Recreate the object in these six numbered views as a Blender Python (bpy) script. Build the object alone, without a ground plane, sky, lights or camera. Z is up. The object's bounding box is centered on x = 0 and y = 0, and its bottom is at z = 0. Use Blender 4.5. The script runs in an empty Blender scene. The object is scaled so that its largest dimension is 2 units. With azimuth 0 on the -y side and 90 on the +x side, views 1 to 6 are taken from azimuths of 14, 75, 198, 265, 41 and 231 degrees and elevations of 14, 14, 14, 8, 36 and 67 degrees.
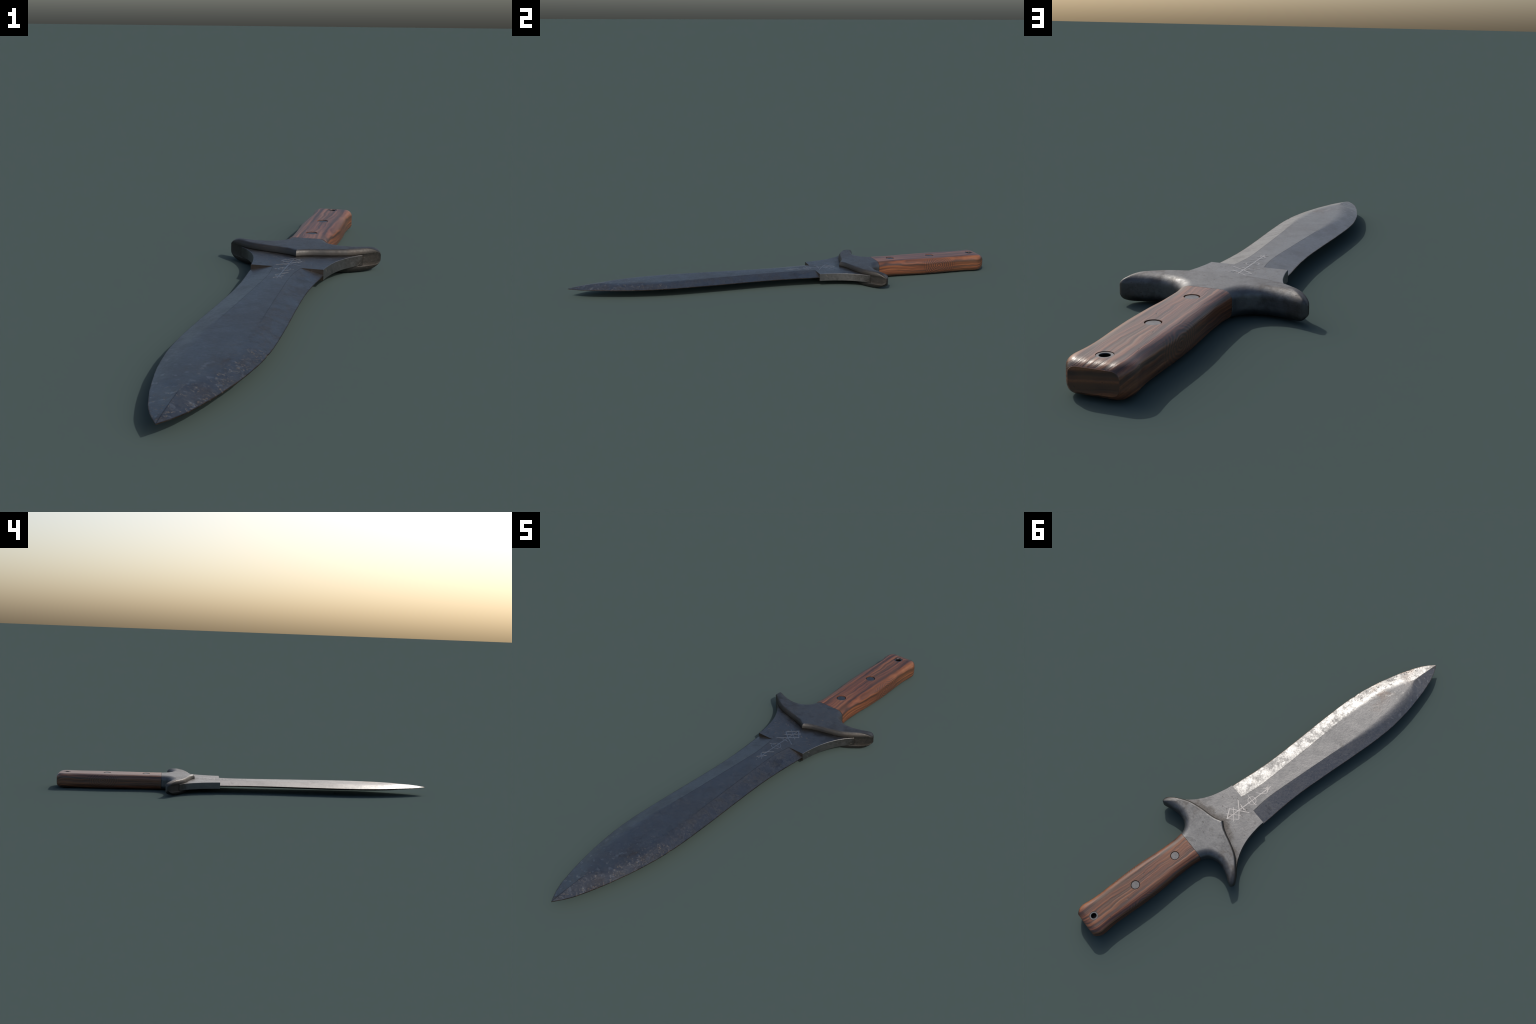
import bpy, bmesh, math, random
from mathutils import Vector, noise

random.seed(7)
MID = 0.0385          # height of the flat centre plane of the weapon
HALF = 0.0385         # half thickness of grip and guard
PLATE = 0.0172        # half thickness of blade spine and ricasso


# ------------------------------------------------------------------ helpers
def spline(points, x):
    """Monotone-friendly cubic (Catmull-Rom with limited tangents) through (x, y) control points."""
    n = len(points)
    if x <= points[0][0]:
        return points[0][1]
    if x >= points[-1][0]:
        return points[-1][1]
    i = 0
    while points[i + 1][0] < x:
        i += 1

    def slope(k):
        if k == 0:
            return (points[1][1] - points[0][1]) / (points[1][0] - points[0][0])
        if k == n - 1:
            return (points[-1][1] - points[-2][1]) / (points[-1][0] - points[-2][0])
        return (points[k + 1][1] - points[k - 1][1]) / (points[k + 1][0] - points[k - 1][0])
    x0, y0 = points[i]
    x1, y1 = points[i + 1]
    h = x1 - x0
    t = (x - x0) / h
    m0, m1 = slope(i) * h, slope(i + 1) * h
    return ((2 * t**3 - 3 * t**2 + 1) * y0 + (t**3 - 2 * t**2 + t) * m0
            + (-2 * t**3 + 3 * t**2) * y1 + (t**3 - t**2) * m1)


def curve2d(ctrl, count):
    """Dense Catmull-Rom polyline through 2D control points, resampled evenly by arc length."""
    dense = []
    n = len(ctrl)
    for i in range(n - 1):
        p0 = Vector(ctrl[max(i - 1, 0)])
        p1, p2 = Vector(ctrl[i]), Vector(ctrl[i + 1])
        p3 = Vector(ctrl[min(i + 2, n - 1)])
        for k in range(24):
            t = k / 24
            dense.append(0.5 * ((2 * p1) + (p2 - p0) * t + (2 * p0 - 5 * p1 + 4 * p2 - p3) * t * t
                                + (3 * p1 - p0 - 3 * p2 + p3) * t**3))
    dense.append(Vector(ctrl[-1]))
    return resample(dense, count)


def resample(dense, count):
    cum = [0.0]
    for a, b in zip(dense, dense[1:]):
        cum.append(cum[-1] + (b - a).length)
    out, j = [], 0
    for k in range(count):
        d = cum[-1] * k / (count - 1)
        while j < len(cum) - 2 and cum[j + 1] < d:
            j += 1
        seg = cum[j + 1] - cum[j]
        out.append(dense[j].lerp(dense[j + 1], 0 if seg == 0 else min(1, (d - cum[j]) / seg)))
    return out


def dist_to(poly, p):
    best = 9.0
    for a, b in zip(poly, poly[1:]):
        ab = b - a
        l2 = ab.length_squared
        t = 0 if l2 == 0 else max(0, min(1, (p - a).dot(ab) / l2))
        d = (p - a - ab * t).length_squared
        if d < best:
            best = d
    return math.sqrt(best)


def round_drop(d, rx, rz):
    """How far an elliptical edge rounding falls below the flat at distance d from the outline."""
    if d >= rx:
        return 0.0
    k = 1 - d / rx
    return rz * (1 - math.sqrt(max(0, 1 - k * k)))


def smooth01(t):
    t = max(0, min(1, t))
    return t * t * (3 - 2 * t)


def make_object(name, verts, faces, material, parent, angle=32, merge=1e-6):
    mesh = bpy.data.meshes.new(name)
    mesh.from_pydata(verts, [], faces)
    bm = bmesh.new()
    bm.from_mesh(mesh)
    bmesh.ops.remove_doubles(bm, verts=bm.verts, dist=merge)
    bmesh.ops.dissolve_degenerate(bm, edges=bm.edges, dist=1e-7)
    bmesh.ops.recalc_face_normals(bm, faces=bm.faces)
    bm.to_mesh(mesh)
    bm.free()
    finish(mesh, angle)
    mesh.materials.append(material)
    ob = bpy.data.objects.new(name, mesh)
    bpy.context.scene.collection.objects.link(ob)
    ob.parent = parent
    return ob


def finish(mesh, angle):
    mesh.polygons.foreach_set("use_smooth", [True] * len(mesh.polygons))
    mesh.set_sharp_from_angle(angle=math.radians(angle))
    mesh.update()


def skin(loops, closed=True, cap_first=False, cap_last=False):
    verts, faces = [], []
    n = len(loops[0])
    for lp in loops:
        verts.extend(lp)
    for i in range(len(loops) - 1):
        for j in range(n if closed else n - 1):
            k = (j + 1) % n
            faces.append((i * n + j, i * n + k, (i + 1) * n + k, (i + 1) * n + j))
    if cap_first:
        faces.append(tuple(range(n)))
    if cap_last:
        faces.append(tuple(range((len(loops) - 1) * n, len(loops) * n)))
    return verts, faces


# ---------------------------------------------------------------- materials
class Nodes:
    def __init__(self, name):
        self.mat = bpy.data.materials.new(name)
        self.mat.use_nodes = True
        self.t = self.mat.node_tree
        self.bsdf = self.t.nodes["Principled BSDF"]
        self.co = self.t.nodes.new("ShaderNodeTexCoord").outputs["Object"]

    def link(self, a, b):
        self.t.links.new(a, b)

    def put(self, sock, v):
        if isinstance(v, bpy.types.NodeSocket):
            self.link(v, sock)
        elif v is not None:
            sock.default_value = v

    def mapping(self, scale, loc=(0, 0, 0), src=None):
        n = self.t.nodes.new("ShaderNodeMapping")
        n.inputs["Scale"].default_value = scale
        n.inputs["Location"].default_value = loc
        self.link(src or self.co, n.inputs["Vector"])
        return n.outputs[0]

    def noise(self, scale, detail=4, rough=0.6, vec=None, distortion=0.0, out=0):
        n = self.t.nodes.new("ShaderNodeTexNoise")
        self.link(vec or self.co, n.inputs["Vector"])
        n.inputs["Scale"].default_value = scale
        n.inputs["Detail"].default_value = detail
        n.inputs["Roughness"].default_value = rough
        n.inputs["Distortion"].default_value = distortion
        return n.outputs[out]

    def math(self, op, a, b=None, c=None, clamp=False):
        n = self.t.nodes.new("ShaderNodeMath")
        n.operation = op
        n.use_clamp = clamp
        for s, v in zip(n.inputs, (a, b, c)):
            self.put(s, v)
        return n.outputs[0]

    def vmath(self, op, a, b):
        n = self.t.nodes.new("ShaderNodeVectorMath")
        n.operation = op
        self.put(n.inputs[0], a)
        self.put(n.inputs[1], b)
        return n.outputs["Value"] if op in ("LENGTH", "DISTANCE") else n.outputs[0]

    def xyz(self, v=None):
        n = self.t.nodes.new("ShaderNodeSeparateXYZ")
        self.link(v or self.co, n.inputs[0])
        return n.outputs

    def step(self, v, lo, hi, to0=0.0, to1=1.0, smooth=True):
        n = self.t.nodes.new("ShaderNodeMapRange")
        n.interpolation_type = 'SMOOTHSTEP' if smooth else 'LINEAR'
        self.put(n.inputs["Value"], v)
        for k, x in zip(("From Min", "From Max", "To Min", "To Max"), (lo, hi, to0, to1)):
            self.put(n.inputs[k], x)
        return n.outputs[0]

    def ramp(self, fac, stops):
        n = self.t.nodes.new("ShaderNodeValToRGB")
        e = n.color_ramp.elements
        while len(e) < len(stops):
            e.new(0.5)
        for el, (p, c) in zip(e, stops):
            el.position = p
            el.color = (*c, 1)
        self.link(fac, n.inputs[0])
        return n.outputs[0]

    def mix(self, fac, a, b, blend='MIX'):
        n = self.t.nodes.new("ShaderNodeMix")
        n.data_type = 'RGBA'
        n.blend_type = blend
        self.put(n.inputs[0], fac)
        for s, v in ((n.inputs[6], a), (n.inputs[7], b)):
            self.put(s, (*v, 1) if isinstance(v, tuple) and len(v) == 3 else v)
        return n.outputs[2]

    def bump(self, height, strength, distance):
        n = self.t.nodes.new("ShaderNodeBump")
        n.inputs["Strength"].default_value = strength
        n.inputs["Distance"].default_value = distance
        self.link(height, n.inputs["Height"])
        self.link(n.outputs[0], self.bsdf.inputs["Normal"])

    def curve(self, value, pts, lo, hi, gain):
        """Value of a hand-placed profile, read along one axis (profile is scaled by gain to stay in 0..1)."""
        fc = self.t.nodes.new("ShaderNodeFloatCurve")
        cv = fc.mapping.curves[0]
        norm = [((a - lo) / (hi - lo), b * gain) for a, b in pts]
        cv.points[0].location = (0.0, norm[0][1])
        cv.points[1].location = (1.0, norm[-1][1])
        for q in norm:
            if 0.001 < q[0] < 0.999:
                cv.points.new(*q)
        fc.mapping.update()
        self.link(self.math('DIVIDE', self.math('SUBTRACT', value, lo), hi - lo), fc.inputs["Value"])
        return self.math('DIVIDE', fc.outputs[0], gain)

    def out(self, **kw):
        for k, v in kw.items():
            s = self.bsdf.inputs[k.replace("_", " ")]
            self.put(s, (*v, 1) if isinstance(v, tuple) and len(v) == 3 else v)
        return self.mat


STEEL = (0.180, 0.182, 0.184)
STEEL_DULL = (0.152, 0.154, 0.157)
RUST = (0.062, 0.045, 0.034)
NOTCH = 0.137
TIP = (0.2530, 0.4095)
FRONT = [(0.0, 0.2705), (0.016, 0.2803), (0.036, 0.2895), (0.063, 0.2975), (0.092, 0.3040), (0.125, 0.3135), (0.16, 0.3267),
         (0.19, 0.3450), (0.218, 0.3670), (0.238, 0.3870), (0.249, 0.4000), TIP]
RIDGE = [(-1.0, 0.0), (-0.86, 0.0015), (-0.83, 0.006), (-0.80, 0.0125), (-0.76, 0.0225), (-0.72, 0.0315), (-0.66, 0.0395), (-0.60, 0.0450),
         (-0.52, 0.0495), (-0.44, 0.0520), (-0.36, 0.0500), (-0.26, 0.0450), (-0.16, 0.0405), (-0.08, 0.0372),
         (0.0, 0.0340), (0.05, 0.0340), (0.09, 0.0370), (0.137, 0.0425)]


def steel_material(name, blade=False, guard=False, tint=(1, 1, 1)):
    m = Nodes(name)
    x, y, z = m.xyz()
    ax = m.math('ABSOLUTE', x)
    cloud = m.noise(9, 5, 0.62)
    patch = m.noise(26, 5, 0.65)
    fine = m.noise(120, 4, 0.7)
    stain = m.step(m.math('ADD', m.math('MULTIPLY', cloud, 0.6), m.math('MULTIPLY', patch, 0.4)), 0.42, 0.62)
    col = m.mix(stain, STEEL, STEEL_DULL)
    # dark blotches
    blot = m.step(m.noise(17, 4, 0.55, vec=m.mapping((1, 1, 1), (3.1, 1.7, 0.4))), 0.60, 0.68)
    col = m.mix(m.math('MULTIPLY', blot, 0.45), col, (0.10, 0.099, 0.099))
    # rust freckles, clustered
    freck = m.step(m.noise(120, 3, 0.6, vec=m.mapping((1, 1, 1), (0.3, 4.0, 1.0))), 0.62, 0.69)
    cluster = m.step(m.noise(7, 3, 0.6, vec=m.mapping((1, 1, 1), (5.3, 2.0, 8.0))), 0.50, 0.64)
    if blade:
        tipzone = m.step(y, -0.45, -0.90)
        onbevel = m.math('MAXIMUM', m.step(x, 0.030, 0.055), m.math('MULTIPLY', m.step(y, -0.80, -0.86), 0.8))
        freck = m.step(m.noise(135, 3, 0.65, vec=m.mapping((1, 1, 1), (0.3, 4.0, 1.0))), 0.565, 0.64)
        spots = m.math('MULTIPLY', m.math('MULTIPLY', tipzone, onbevel), m.step(patch, 0.36, 0.58))
        cluster = m.math('MAXIMUM', m.math('MULTIPLY', cluster, 0.25), m.math('MULTIPLY', spots, 0.95))
        # blackened pits where the edge took a knock
        knock = m.vmath('DISTANCE', m.co, (0.098, -0.60, 0.042))
        cluster = m.math('MAXIMUM', cluster, m.step(knock, 0.040, 0.010))
    rust = m.math('MULTIPLY', freck, cluster)
    if blade:
        mott = m.noise(30, 5, 0.72, vec=m.mapping((1, 1, 1), (9.0, 3.0, 5.0)))
        col = m.mix(m.math('MULTIPLY', m.step(mott, 0.46, 0.60), m.step(x, 0.034, 0.056, 0.0, 0.42)), col, (0.085, 0.086, 0.088))
        # soft brown bloom over the last third and rubbed pale scuffs
        bloom = m.math('MULTIPLY', m.step(m.noise(14, 5, 0.7, vec=m.mapping((1, 0.7, 1), (1.0, 2.0, 3.0))), 0.50, 0.70),
                       m.step(y, -0.35, -0.8))
        col = m.mix(m.math('MULTIPLY', m.math('MULTIPLY', bloom, m.step(x, -0.05, 0.03)), 0.5), col, (0.13, 0.088, 0.062))
        scuff = m.math('MULTIPLY', m.step(m.noise(42, 3, 0.6, vec=m.mapping((1, 1.3, 1), (7.0, 2.0, 1.0))), 0.565, 0.66),
                       m.step(y, -0.50, -0.80))
        col = m.mix(m.math('MULTIPLY', scuff, 0.55), col, (0.33, 0.33, 0.32))
        # thin brown line of old rust on the cutting edge itself
        edge = m.step(m.math('ABSOLUTE', m.math('SUBTRACT', z, MID)), 0.0017, 0.0009)
        edge = m.math('MULTIPLY', edge, m.step(y, 0.136, 0.130))
        edge = m.math('MULTIPLY', edge, m.step(patch, 0.30, 0.55, 0.45, 0.95))
        col = m.mix(edge, col, (0.075, 0.05, 0.036))
    if guard:
        zz = m.math('ABSOLUTE', m.math('SUBTRACT', z, MID))
        front = m.step(y, 0.3665, 0.366)
        seam = m.math('MULTIPLY', m.step(m.math('ABSOLUTE', m.math('SUBTRACT', zz, PLATE + 0.0006)), 0.0014, 0.0007),
                      m.math('LESS_THAN', ax, 0.2034))
        end = m.math('MULTIPLY', m.step(m.math('ABSOLUTE', m.math('SUBTRACT', ax, 0.2022)), 0.0016, 0.0009),
                     m.math('LESS_THAN', zz, PLATE + 0.0014))
        seam = m.math('MULTIPLY', m.math('MAXIMUM', seam, end), front)
        col = m.mix(m.math('MULTIPLY', seam, 0.9), col, (0.012, 0.011, 0.010))
        # dark brown tint on the rolled front rim and the horn ends
        rim = m.math('SUBTRACT', y, m.curve(ax, FRONT, 0.0, 0.253, 2.0))
        rim = m.math('ADD', rim, m.math('MULTIPLY', m.math('SUBTRACT', patch, 0.5), 0.010))
        rim = m.step(rim, 0.0115, 0.0065)
        col = m.mix(m.math('MULTIPLY', rim, 0.80), col, (0.056, 0.051, 0.046))
        col = m.mix(m.math('MULTIPLY', m.step(ax, 0.17, 0.23), 0.40), col, (0.078, 0.071, 0.063))
        # brown patches along the rolled edges of the horns
        horn_tone = m.math('MULTIPLY', m.step(patch, 0.40, 0.66), m.step(ax, 0.05, 0.14))
        col = m.mix(m.math('MULTIPLY', horn_tone, 0.5), col, (0.080, 0.066, 0.055))
    col = m.mix(m.math('MULTIPLY', rust, 0.8), col, RUST)
    col = m.mix(1.0, col, tint, 'MULTIPLY')
    if blade:
        # crease shading drawn as dark lines on both crests and the point's ridge
        crest_x = m.curve(y, [(yy, spline(RIDGE, yy)) for yy in (-0.5, -0.4, -0.3, -0.2, -0.1, 0.0, 0.05, 0.09, 0.137)],
                          -1.0, 0.14, 10.0)
        crest = m.math('ABSOLUTE', m.math('SUBTRACT', ax, crest_x))
        line = m.math('MULTIPLY', m.step(crest, 0.0019, 0.0004), m.step(y, -0.48, -0.28))
        line = m.math('MAXIMUM', line, m.math('MULTIPLY', m.step(ax, 0.0018, 0.0004), m.step(y, -0.86, -0.875)))
        col = m.mix(m.math('MULTIPLY', line, 0.55), col, (0.05, 0.046, 0.044))
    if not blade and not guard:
        # dark brown area in the corner under the guard, ragged edge
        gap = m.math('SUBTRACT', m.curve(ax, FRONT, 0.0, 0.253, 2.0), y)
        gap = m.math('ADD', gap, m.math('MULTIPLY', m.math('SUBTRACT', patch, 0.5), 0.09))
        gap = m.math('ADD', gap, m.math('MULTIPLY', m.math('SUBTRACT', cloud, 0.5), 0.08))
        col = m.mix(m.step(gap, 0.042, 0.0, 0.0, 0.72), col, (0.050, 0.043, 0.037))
        # brown tint on the two stepped notch faces
        nf = m.step(y, NOTCH + 0.0003, NOTCH + 0.0001)
        col = m.mix(m.math('MULTIPLY', nf, 0.75), col, (0.085, 0.058, 0.038))
    base_rough = 0.53 if guard else 0.42
    rough = m.math('ADD', m.step(fine, 0.30, 0.72, base_rough - 0.05, base_rough + 0.12, smooth=False),
                   m.step(cloud, 0.36, 0.66, -0.03, 0.05))
    if blade:
        # the ground bevels are unevenly polished: bright and dull patches
        bev = m.step(x, 0.034, 0.056)
        rough = m.math('ADD', rough, m.math('MULTIPLY', bev, m.step(mott, 0.40, 0.62, -0.05, 0.05)))
    rough = m.math('ADD', rough, m.math('MULTIPLY', rust, 0.25))
    pit = m.math('ADD', m.math('MULTIPLY', m.noise(60, 5, 0.65), 0.6), m.math('MULTIPLY', fine, 0.4))
    m.bump(m.math('SUBTRACT', pit, m.math('MULTIPLY', rust, 0.5)), 0.15, 0.004)
    metal = m.math('SUBTRACT', 1.0, m.math('MULTIPLY', rust, 0.7))
    return m.out(Base_Color=col, Roughness=rough, Metallic=metal)


def wood_material():
    m = Nodes("grip_wood")
    x, y, z = m.xyz()
    zc = m.math('SUBTRACT', z, MID)
    # gentle waviness of the fibres
    wob = m.noise(4.5, 3, 0.5, vec=m.mapping((1.2, 1, 1.2)))
    wob2 = m.noise(16, 3, 0.55, vec=m.mapping((1, 0.6, 1), (2, 3, 1)))
    warp = m.math('ADD', m.math('MULTIPLY', m.math('SUBTRACT', wob, 0.5), 0.050),
                  m.math('MULTIPLY', m.math('SUBTRACT', wob2, 0.5), 0.012))
    # rings are layered around an off-centre heart: stripes on the flats and on the sides
    u = m.math('ADD', m.math('ADD', x, m.math('MULTIPLY', zc, 1.35)), warp)
    # the sawn end shows the layers nearly flat, and broader
    ue = m.math('ADD', m.math('MULTIPLY', m.math('ADD', zc, m.math('MULTIPLY', x, 0.12)), 0.9), m.math('MULTIPLY', warp, 0.6))
    endf = m.step(y, 0.9990, 0.9998)
    mu = m.t.nodes.new("ShaderNodeMix")
    m.put(mu.inputs[0], endf)
    m.put(mu.inputs[2], u)
    m.put(mu.inputs[3], ue)
    u = mu.outputs[0]
    f = m.math('MULTIPLY', u, 82.0)
    comb = m.t.nodes.new("ShaderNodeCombineXYZ")
    m.link(f, comb.inputs[0])
    m.link(m.math('MULTIPLY', y, 1.6), comb.inputs[1])
    bands = m.noise(1.0, 2.5, 0.55, vec=comb.outputs[0])
    # knots on both side faces
    yk = m.math('SUBTRACT', y, 0.758)
    zk = m.math('MULTIPLY', m.math('SUBTRACT', zc, 0.005), 1.45)
    r = m.math('SQRT', m.math('ADD', m.math('MULTIPLY', yk, yk), m.math('MULTIPLY', zk, zk)))
    r = m.math('ADD', r, m.math('MULTIPLY', m.math('SUBTRACT', wob2, 0.5), 0.030))
    r = m.math('ADD', r, m.math('MULTIPLY', m.math('SUBTRACT', wob, 0.5), 0.030))
    rings = m.math('MULTIPLY_ADD', m.math('SINE', m.math('MULTIPLY', r, 2 * math.pi / 0.0105)), 0.5, 0.5)
    side = m.step(m.math('ABSOLUTE', x), 0.056, 0.068)
    knot = m.math('MULTIPLY', m.step(r, 0.095, 0.060), side)
    knot = m.math('MULTIPLY', knot, m.step(wob2, 0.25, 0.5, 0.55, 1.0))
    v = m.step(bands, 0.36, 0.64, smooth=False)
    vk = m.math('ADD', m.math('MULTIPLY', rings, 0.58), m.math('MULTIPLY', v, 0.26))
    mixv = m.t.nodes.new("ShaderNodeMix")
    m.put(mixv.inputs[0], knot)
    m.put(mixv.inputs[2], v)
    m.put(mixv.inputs[3], vk)
    v = mixv.outputs[0]
    col = m.ramp(v, [(0.0, (0.040, 0.018, 0.012)), (0.3, (0.070, 0.028, 0.016)),
                     (0.55, (0.128, 0.043, 0.020)), (0.8, (0.200, 0.068, 0.028)), (1.0, (0.245, 0.092, 0.037))])
    fibre = m.noise(1.0, 4, 0.6, vec=m.mapping((260, 9, 260)))
    col = m.mix(m.step(fibre, 0.35, 0.7, 0.0, 0.4), col, (0.05, 0.023, 0.014))
    hue = m.step(m.noise(7, 2, 0.5, vec=m.mapping((2, 0.6, 2), (4, 1, 6))), 0.4, 0.65)
    col = m.mix(m.math('MULTIPLY', hue, 0.25), col, (0.16, 0.072, 0.027))
    dirt = m.step(m.noise(90, 2, 0.5, vec=m.mapping((1, 0.45, 1))), 0.70, 0.76)
    col = m.mix(m.math('MULTIPLY', dirt, 0.7), col, (0.03, 0.016, 0.011))
    rough = m.step(bands, 0.3, 0.7, 0.42, 0.33, smooth=False)
    hgt = m.math('ADD', m.math('MULTIPLY', v, 0.5), m.math('MULTIPLY', fibre, 0.35))
    hgt = m.math('SUBTRACT', hgt, m.math('MULTIPLY', dirt, 0.6))
    m.bump(hgt, 0.25, 0.003)
    return m.out(Base_Color=col, Roughness=rough, Specular_IOR_Level=0.72)


def plain_metal(name, color, rough):
    m = Nodes(name)
    n = m.noise(60, 4, 0.6)
    col = m.mix(m.step(n, 0.35, 0.7), color, tuple(c * 0.8 for c in color))
    return m.out(Base_Color=col, Metallic=1.0, Roughness=m.step(n, 0.3, 0.7, rough - 0.04, rough + 0.06))


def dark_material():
    m = Nodes("painted_gap_shadow")
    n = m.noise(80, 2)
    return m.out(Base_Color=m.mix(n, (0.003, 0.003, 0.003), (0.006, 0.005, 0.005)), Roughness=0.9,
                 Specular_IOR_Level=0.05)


steel_blade = steel_material("worn_blade_steel", blade=True)
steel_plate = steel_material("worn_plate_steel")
steel_guard = steel_material("worn_guard_steel", guard=True, tint=(0.88, 0.89, 0.90))
wood = wood_material()
pin_steel = plain_metal("pin_steel", (0.155, 0.155, 0.158), 0.47)
rune_steel = plain_metal("etched_bright_steel", (0.345, 0.337, 0.333), 0.43)
dark = dark_material()

# ---------------------------------------------------------------- top object
dagger = bpy.data.objects.new("dagger", None)
bpy.context.scene.collection.objects.link(dagger)
dagger["label"] = "broad leaf-bladed steel dagger with horned guard and wooden grip"
dagger["category"] = "dagger"

# --------------------------------------------------------------------- blade
EDGE = [(-1.0, 0.0), (-0.972, 0.0185), (-0.945, 0.0335), (-0.92, 0.0445), (-0.87, 0.0615), (-0.83, 0.0735),
        (-0.79, 0.0835), (-0.73, 0.0970), (-0.67, 0.1065), (-0.62, 0.1125), (-0.55, 0.1160), (-0.49, 0.1160),
        (-0.43, 0.1142), (-0.37, 0.1122), (-0.31, 0.1090), (-0.24, 0.1055), (-0.16, 0.1022), (-0.08, 0.1005),
        (0.0, 0.1027), (0.05, 0.1060), (0.10, 0.1098), (0.137, 0.1122)]
SPINE = [(-1.0, 0.0008), (-0.97, 0.0058), (-0.93, 0.0108), (-0.88, 0.0148), (-0.83, 0.0165), (-0.76, PLATE), (0.137, PLATE)]
EDGE_HALF = 0.0009


def blade_height(u_abs, y, w):
    """Half thickness at distance u_abs from the axis: flat spine, ground bevel, softened crest toward the tip."""
    r = min(spline(RIDGE, y), w)
    top = spline(SPINE, y)
    lip = min(EDGE_HALF, top)
    if w - r < 1e-5:
        return top
    # crest is crisp near the guard; toward the point the bevel swells out of the flat in a soft curve
    soft = 0.0008 + (0.62 * (w - r)) * smooth01((-0.30 - y) / 0.42) * (1 - smooth01((-0.80 - y) / 0.06))
    slope = (top - lip) / (w - r - 0.5 * soft)
    d = u_abs - r
    if d <= 0:
        drop = 0.0
    elif d < soft:
        drop = slope * d * d / (2 * soft)
    else:
        drop = slope * (d - 0.5 * soft)
    return max(lip, top - drop)


ys = []
y = NOTCH
while y > -0.9995:
    ys.append(y)
    y -= 0.0045 if y > -0.9 else 0.0025
ys.append(-0.9997)
NF, NB = 14, 18
loops = []
for y in ys:
    w0 = spline(EDGE, y) + (0.0008 + 0.0009 * smooth01((y + 0.45) / 0.3)) * smooth01((0.150 - y) / 0.03) * smooth01((y + 1.0) / 0.04)
    row_top = []
    ws = {}
    for sgn in (1, -1):
        jag = noise.noise(Vector((sgn * 3.0, y * 45, 0.3))) * 0.0003 + noise.noise(Vector((sgn * 7.0, y * 160, 1.3))) * 0.0003
        nick = 0.0
        if sgn > 0:
            nick = 0.0022 * math.exp(-((y + 0.583) / 0.0045) ** 2)
        ws[sgn] = max(0.00005, w0 + (jag - nick) * min(1, w0 / 0.03))
    r = min(spline(RIDGE, y), 0.98 * w0)
    us = [r * k / NF for k in range(NF)]
    # bevel columns
    us_b = [k / NB for k in range(NB + 1)]
    top = []
    for sgn in (-1, 1):
        w = ws[sgn]
        half = [(sgn * (r * k / NF), blade_height(r * k / NF, y, w)) for k in range(NF)]
        half += [(sgn * (r + (w - r) * b), blade_height(r + (w - r) * b, y, w)) for b in us_b]
        if sgn < 0:
            top += list(reversed(half))
        else:
            top += half[1:]
    upper = [(px, y, MID + h) for px, h in top]
    lower = [(px, y, MID - h) for px, h in reversed(top)]
    loops.append(upper + lower)
verts, faces = skin(loops, cap_last=True)
blade = make_object("blade", verts, faces, steel_blade, dagger, angle=7.5)

# ------------------------------------------------------------------- ricasso
SIDE = [(NOTCH, 0.1130), (0.16, 0.1147), (0.185, 0.1187), (0.215, 0.1248), (0.245, 0.1334), (0.28, 0.1480),
        (0.31, 0.1653), (0.335, 0.1840), (0.3525, 0.2012)]
side_pts = curve2d([(sx, sy) for sy, sx in SIDE], 60)
loops = []
CH = 0.0011
for p in side_pts + [Vector((0.185, 0.3640))]:
    w, yy = p.x, p.y
    sec = [(-w, PLATE - CH), (-w + CH, PLATE)]
    sec += [(-w + CH + (w - CH) * 2 * k / 24, PLATE) for k in range(1, 24)]
    sec += [(w - CH, PLATE), (w, PLATE - CH)]
    sec_low = [(a, -b) for a, b in reversed(sec)]
    loops.append([(a, yy, MID + b) for a, b in sec + sec_low])
verts, faces = skin(loops, cap_first=True, cap_last=True)
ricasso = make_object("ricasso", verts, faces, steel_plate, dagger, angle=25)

# --------------------------------------------------------------------- guard
REAR = [(0.0702, 0.4490), (0.0760, 0.4335), (0.0865, 0.4195), (0.1020, 0.4078), (0.120, 0.4010), (0.137, 0.3980),
        (0.153, 0.3980), (0.172, 0.4010), (0.200, 0.4088), (0.227, 0.4200), (0.240, 0.4235), (0.2490, 0.4190), TIP]
JOINT = 0.4490
front = curve2d(FRONT, 200)
rear_curve = curve2d(REAR, 200)
rear_path = resample([Vector((0, JOINT)), Vector((0.0702, JOINT))] + rear_curve[1:], 200)
rear_dist = [Vector((0.0690, 0.50)), Vector((0.0700, 0.47))] + rear_curve
front_dist = front
GX, GZ = 0.031, 0.0250      # rolled rear edge
FX, FZ = 0.0125, 0.0180     # rolled front edge


def guard_half(p):
    a = 0.0
    if p.x > 0.196:
        k = min(1.0, (p.x - 0.196) / (TIP[0] + 0.0005 - 0.196))
        a = 0.0335 * (1 - math.sqrt(max(0, 1 - k * k)))
    b = round_drop(dist_to(rear_dist, p), GX, GZ)
    c = round_drop(dist_to(front_dist, p), FX, FZ)
    return HALF - (a ** 5 + b ** 5 + c ** 5) ** 0.2


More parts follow.
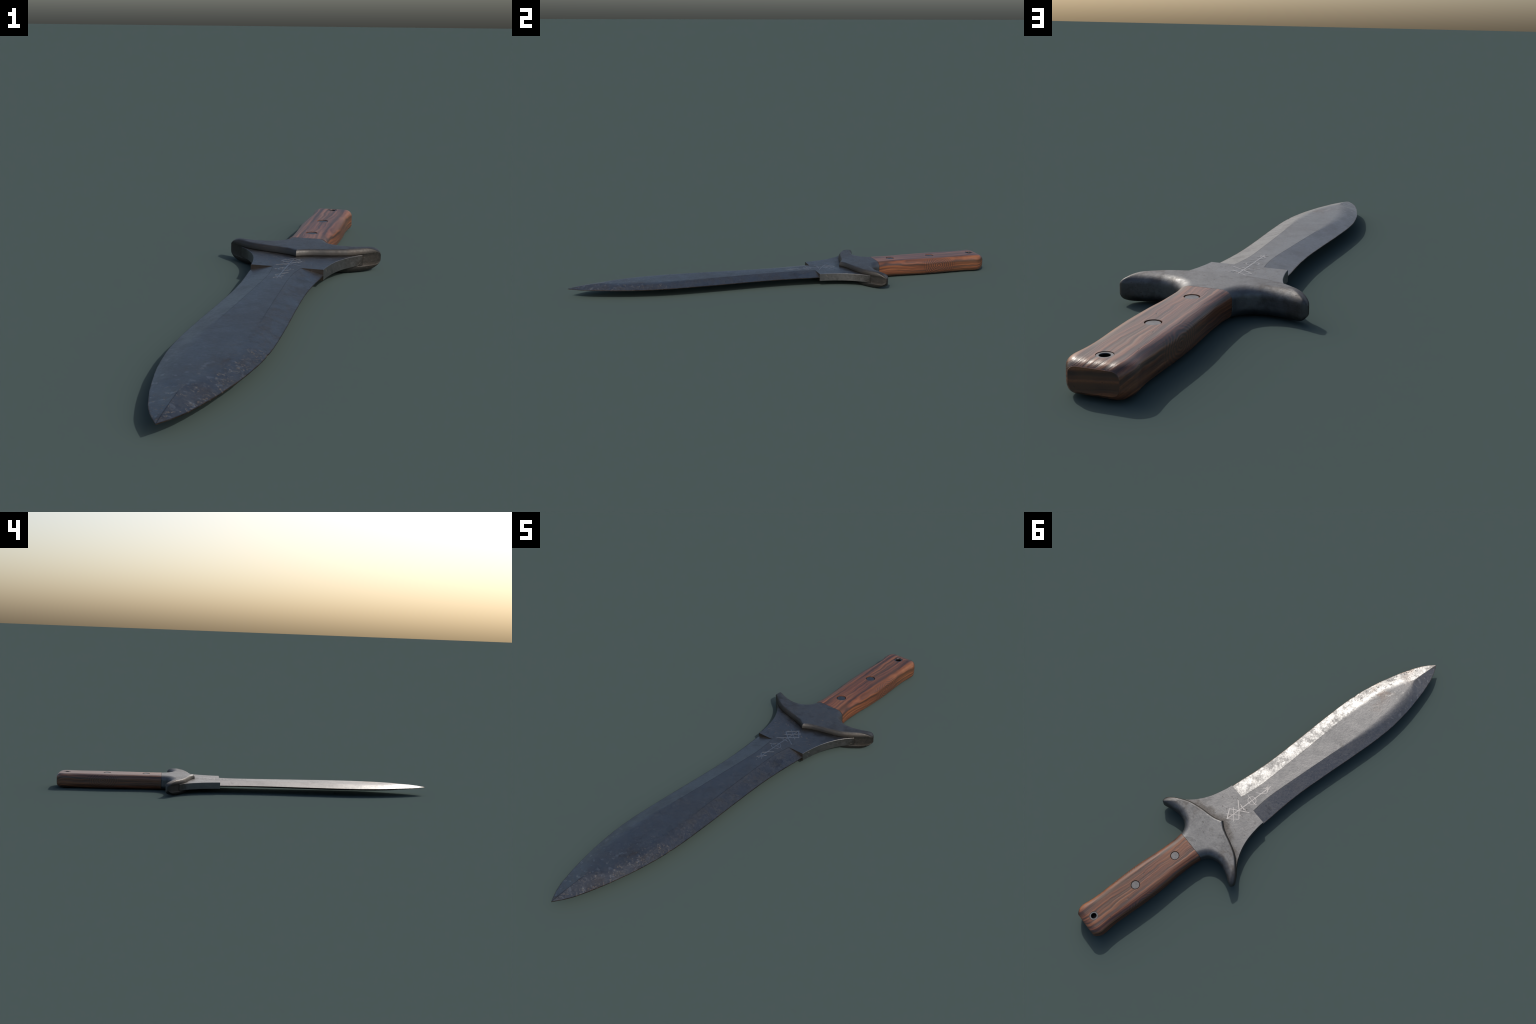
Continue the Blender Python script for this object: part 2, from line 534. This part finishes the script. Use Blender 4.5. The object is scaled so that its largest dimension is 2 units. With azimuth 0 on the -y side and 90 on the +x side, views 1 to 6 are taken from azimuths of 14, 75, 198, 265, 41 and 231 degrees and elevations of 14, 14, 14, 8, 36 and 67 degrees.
COLS, ROWS = 130, 46
columns = []
for i in range(COLS + 1):
    s = i / COLS
    s = 1 - (1 - s) ** 1.15
    j = s * 199
    k0 = min(198, int(j))
    F = front[k0].lerp(front[k0 + 1], j - k0)
    R = rear_path[k0].lerp(rear_path[k0 + 1], j - k0)
    top = []
    for r in range(ROWS + 1):
        t = r / ROWS
        t = 0.35 * t + 0.65 * (0.5 - 0.5 * math.cos(math.pi * t))
        p = F.lerp(R, t)
        top.append((p.x, p.y, guard_half(p)))
    loop = [(a, b, MID + h) for a, b, h in top]
    a, b, h = top[-1]
    loop += [(a, b, MID + h * (1 - 2 * k / 6)) for k in range(1, 6)]
    loop += [(a, b, MID - h) for a, b, h in reversed(top)]
    a, b, h = top[0]
    # front face: flat panel set a little back inside a crisp rim
    back = (R - F)
    back = back.normalized() * min(0.0008, 0.06 * back.length) if back.length > 1e-6 else back * 0
    for frac, deep in ((-0.985, 0), (-0.955, 0.5), (-0.90, 1), (-0.45, 1), (0, 1), (0.45, 1), (0.90, 1), (0.955, 0.5), (0.985, 0)):
        loop.append((a + back.x * deep, b + back.y * deep, MID + h * frac))
    columns.append(loop)
allcols = [[(-a, b, c) for a, b, c in lp] for lp in reversed(columns[1:])] + columns
verts, faces = skin(allcols)
guard = make_object("guard", verts, faces, steel_guard, dagger, angle=30, merge=2e-5)

# -------------------------------------------------------------------- handle
GRIP_Y0 = JOINT + 0.0012
GRIP = [(GRIP_Y0, 0.0705), (0.48, 0.0695), (0.52, 0.0690), (0.56, 0.0698), (0.60, 0.0718), (0.64, 0.0745), (0.69, 0.0768),
        (0.74, 0.0770), (0.79, 0.0758), (0.84, 0.0735), (0.88, 0.0722), (0.91, 0.0728), (0.935, 0.0752), (0.953, 0.0775),
        (0.967, 0.0772), (0.979, 0.0735), (0.989, 0.0672), (0.996, 0.0620), (1.0, 0.0575)]
THICK = [(GRIP_Y0, HALF), (0.955, HALF), (0.975, HALF - 0.0006), (0.986, HALF - 0.0028), (0.993, HALF - 0.0062),
         (0.998, HALF - 0.0103), (1.0, HALF - 0.0128)]


def grip_section(y, grow=0.0):
    w = spline(GRIP, y) - 0.0006 - 0.0025 * smooth01((y - GRIP_Y0) / 0.04) + grow
    h = spline(THICK, y) + grow
    rx, rz = 0.0290, 0.0245 * h / HALF
    if y > 0.97:
        rx -= 0.009 * smooth01((y - 0.97) / 0.03)
    quarter = []
    nflat, ncor, nside = 16, 12, 5
    quarter += [((w - rx) * k / nflat, h) for k in range(nflat)]
    for k in range(ncor):
        a = 0.5 * math.pi * k / ncor
        quarter.append((w - rx + rx * math.sin(a) ** 0.92, h - rz + rz * math.cos(a) ** 0.92))
    quarter += [(w, (h - rz) * (1 - k / nside)) for k in range(nside)]
    ring = list(quarter) + [(w, 0.0)]
    ring += [(a, -b) for a, b in reversed(quarter)]
    ring += [(-a, -b) for a, b in quarter[1:]] + [(-w, 0.0)] + [(-a, b) for a, b in reversed(quarter[1:])]
    return ring


ys = [GRIP_Y0 + (0.955 - GRIP_Y0) * k / 150 for k in range(150)]
ys += [0.955 + 0.045 * (1 - (1 - k / 26) ** 1.8) for k in range(27)]
loops = []
for y in ys:
    ring = []
    for a, b in grip_section(y):
        flat = abs(b) > HALF - 0.0004
        n1 = noise.noise(Vector((a * 60, y * 14, b * 60))) * 0.0006
        if flat:
            n1 = 0
        l = math.hypot(a, b) or 1
        ring.append((a + a / l * n1, y, MID + b + b / l * n1))
    loops.append(ring)
verts, faces = skin(loops, cap_first=True, cap_last=True)
handle = make_object("handle", verts, faces, wood, dagger, angle=30)


def tube_mesh(profile, seg=48):
    """Lathe a (radius, z) profile around z."""
    loops = [[(r * math.cos(2 * math.pi * k / seg), r * math.sin(2 * math.pi * k / seg), z) for k in range(seg)]
             for r, z in profile]
    return skin(loops, cap_first=True, cap_last=True)


RIVETS = [0.5318, 0.7392]
EYE = 0.9520
# pockets for the rivets and the lanyard eye are drilled into both flats
cutters = bmesh.new()
for cy, rad in ((RIVETS[0], 0.0196), (RIVETS[1], 0.0196), (EYE, 0.0184)):
    for zc in (0.0770, 0.0):
        from mathutils import Matrix
        depth = 0.0130 if rad > 0.019 else 0.0900
        bmesh.ops.create_cone(cutters, cap_ends=True, segments=56, radius1=rad, radius2=rad, depth=depth,
                              matrix=Matrix.Translation((0, cy, zc)))
cm = bpy.data.meshes.new("drill")
cutters.to_mesh(cm)
cutters.free()
drill = bpy.data.objects.new("drill", cm)
bpy.context.scene.collection.objects.link(drill)
mod = handle.modifiers.new("pockets", 'BOOLEAN')
mod.operation = 'DIFFERENCE'
mod.solver = 'EXACT'
mod.object = drill
dg = bpy.context.evaluated_depsgraph_get()
cut = bpy.data.meshes.new_from_object(handle.evaluated_get(dg))
handle.modifiers.clear()
old = handle.data
handle.data = cut
cut.name = "handle"
bpy.data.meshes.remove(old)
bpy.data.objects.remove(drill)
bpy.data.meshes.remove(cm)
finish(cut, 30)

v, f = tube_mesh([(0.0170, -0.008), (0.0172, -0.0006), (0.0166, 0.0)])
rivet_mesh = None
for cy in RIVETS:
    for up in (1, -1):
        if rivet_mesh is None:
            ob = make_object("rivet", v, f, pin_steel, handle, angle=30)
            rivet_mesh = ob.data
        else:
            ob = bpy.data.objects.new("rivet", rivet_mesh)
            bpy.context.scene.collection.objects.link(ob)
            ob.parent = handle
        ob.location = (0, cy, MID + up * (HALF - 0.0016))
        if up < 0:
            ob.rotation_euler = (math.pi, 0, 0)
# near-black disc under every rivet, showing as a thin dark ring around it
v, f = tube_mesh([(0.0195, -0.0012), (0.0195, 0.0)])
pocket = None
for cy in RIVETS:
    for up in (1, -1):
        if pocket is None:
            ob = make_object("rivet_dark_disc", v, f, dark, handle)
            pocket = ob.data
        else:
            ob = bpy.data.objects.new("rivet_dark_disc", pocket)
            bpy.context.scene.collection.objects.link(ob)
            ob.parent = handle
        ob.location = (0, cy, MID + up * (HALF - 0.0038))
        if up < 0:
            ob.rotation_euler = (math.pi, 0, 0)

# lanyard eyelet: flanged steel ring with a sleeve blackened for the unlit bore
ring_prof = [(0.0117, -0.0372), (0.0117, -0.0008), (0.0123, 0.0), (0.0174, 0.0), (0.0179, -0.0006), (0.0179, -0.0372)]
seg = 56
loops = [[(r * math.cos(2 * math.pi * k / seg), r * math.sin(2 * math.pi * k / seg), z) for k in range(seg)]
         for r, z in ring_prof]
v, f = skin(loops)
for up in (1, -1):
    ob = make_object("eyelet", v, f, pin_steel, handle, angle=30)
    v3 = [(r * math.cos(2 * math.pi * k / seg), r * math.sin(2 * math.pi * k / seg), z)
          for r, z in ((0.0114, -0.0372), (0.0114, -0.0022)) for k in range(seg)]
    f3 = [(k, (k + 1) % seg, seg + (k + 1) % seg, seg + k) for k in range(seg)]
    make_object("eyelet_bore_shadow", v3, f3, dark, ob)
    ob.location = (0, EYE, MID + up * (HALF - 0.0012))
    if up < 0:
        ob.rotation_euler = (math.pi, 0, 0)

# --------------------------------------------------------------------- runes
# scratched bind-rune: a staff with a crossed diamond, bars, a wheel and a star
strokes = []


def stroke(pts, width):
    strokes.append(([Vector(p) for p in pts], width))


W, T = 0.0042, 0.0026
stroke([(0.000, 0.2510), (-0.001, 0.1860), (-0.0012, 0.1000), (-0.0005, 0.0040)], W * 0.95)
stroke([(0.0020, 0.2530), (-0.018, 0.2310), (-0.0350, 0.2120)], T * 1.15)
stroke([(0.0, 0.2500), (0.0310, 0.2135)], W)
stroke([(0.0320, 0.2145), (-0.0030, 0.1860), (-0.0385, 0.1570)], W * 0.9)
stroke([(-0.0350, 0.2120), (-0.001, 0.1845), (0.0390, 0.1590)], W * 0.85)
stroke([(0.0205, 0.2395), (-0.0265, 0.1930)], T)
stroke([(0.0255, 0.1950), (-0.0285, 0.2365)], T)
stroke([(0.0180, 0.1635), (-0.001, 0.1660), (-0.0215, 0.1620)], T)
stroke([(0.0090, 0.1675), (-0.0155, 0.1640)], T)
stroke([(0.010, 0.1630), (-0.013, 0.1680)], T)
stroke([(-0.0015 + 0.0183 * math.cos(a), 0.1125 + 0.0178 * math.sin(a))
        for a in [2 * math.pi * k / 36 for k in range(37)]], T)
stroke([(0.0275, 0.1080), (0.0262, 0.1125), (0.0, 0.1125), (-0.0265, 0.1125), (-0.0310, 0.1080)], T)
stroke([(0.0180, 0.0760), (0.0090, 0.0680), (-0.0010, 0.0610)], T * 1.1)
stroke([(0.004, 0.0650), (-0.0060, 0.0525), (-0.0145, 0.0430)], T * 1.1)
stroke([(-0.0140, 0.0440), (-0.0125, 0.0340), (-0.0060, 0.0260)], T * 0.8)
stroke([(0.0120, 0.0390), (-0.0135, 0.0100)], T)
stroke([(0.0120, 0.0105), (-0.0140, 0.0375)], T)
stroke([(0.0100, 0.0240), (-0.0100, 0.0240)], T)
stroke([(0.0060, 0.0330), (0.0060, 0.0150)], T * 0.9)
stroke([(-0.0065, 0.0340), (-0.0060, 0.0160)], T * 0.9)
stroke([(0.0008, -0.0060), (-0.0015, -0.0040)], T)
for (px, py) in ((0.0065, 0.1185), (-0.0085, 0.1175), (0.006, 0.1065), (-0.0075, 0.1055), (0.017, 0.215), (0.014, 0.209)):
    stroke([(px - 0.0008, py), (px + 0.0008, py + 0.0006)], 0.0017)

sv, sf = [], []
for lvl, (pts, width) in enumerate(strokes):
    z1 = MID + PLATE + 0.00035 + 0.00001 * lvl
    dense = []
    for a, b in zip(pts, pts[1:]):
        steps = max(2, int((b - a).length / 0.003))
        dense += [a.lerp(b, k / steps) for k in range(steps)]
    dense.append(pts[-1])
    base = len(sv)
    n = len(dense)
    for i, p in enumerate(dense):
        d = (dense[min(i + 1, n - 1)] - dense[max(i - 1, 0)]).normalized()
        nrm = Vector((-d.y, d.x))
        taper = 0.72 if i in (0, n - 1) else 1.0
        hw = 0.5 * width * taper * (1 + 0.25 * noise.noise(Vector((p.x * 300, p.y * 300, lvl))))
        for q, zz in ((p - nrm * hw, MID + PLATE - 0.0008), (p - nrm * hw, z1), (p + nrm * hw, z1),
                      (p + nrm * hw, MID + PLATE - 0.0008)):
            sv.append((q.x, q.y, zz))
    for i in range(n - 1):
        for k in range(3):
            sf.append((base + 4 * i + k, base + 4 * i + k + 1, base + 4 * i + 4 + k + 1, base + 4 * i + 4 + k))
    sf.append((base, base + 1, base + 2, base + 3))
    e = base + 4 * (n - 1)
    sf.append((e + 3, e + 2, e + 1, e))
runes = make_object("rune_marking", sv, sf, rune_steel, ricasso, angle=30, merge=1e-9)
runes["kind"] = "stuff"
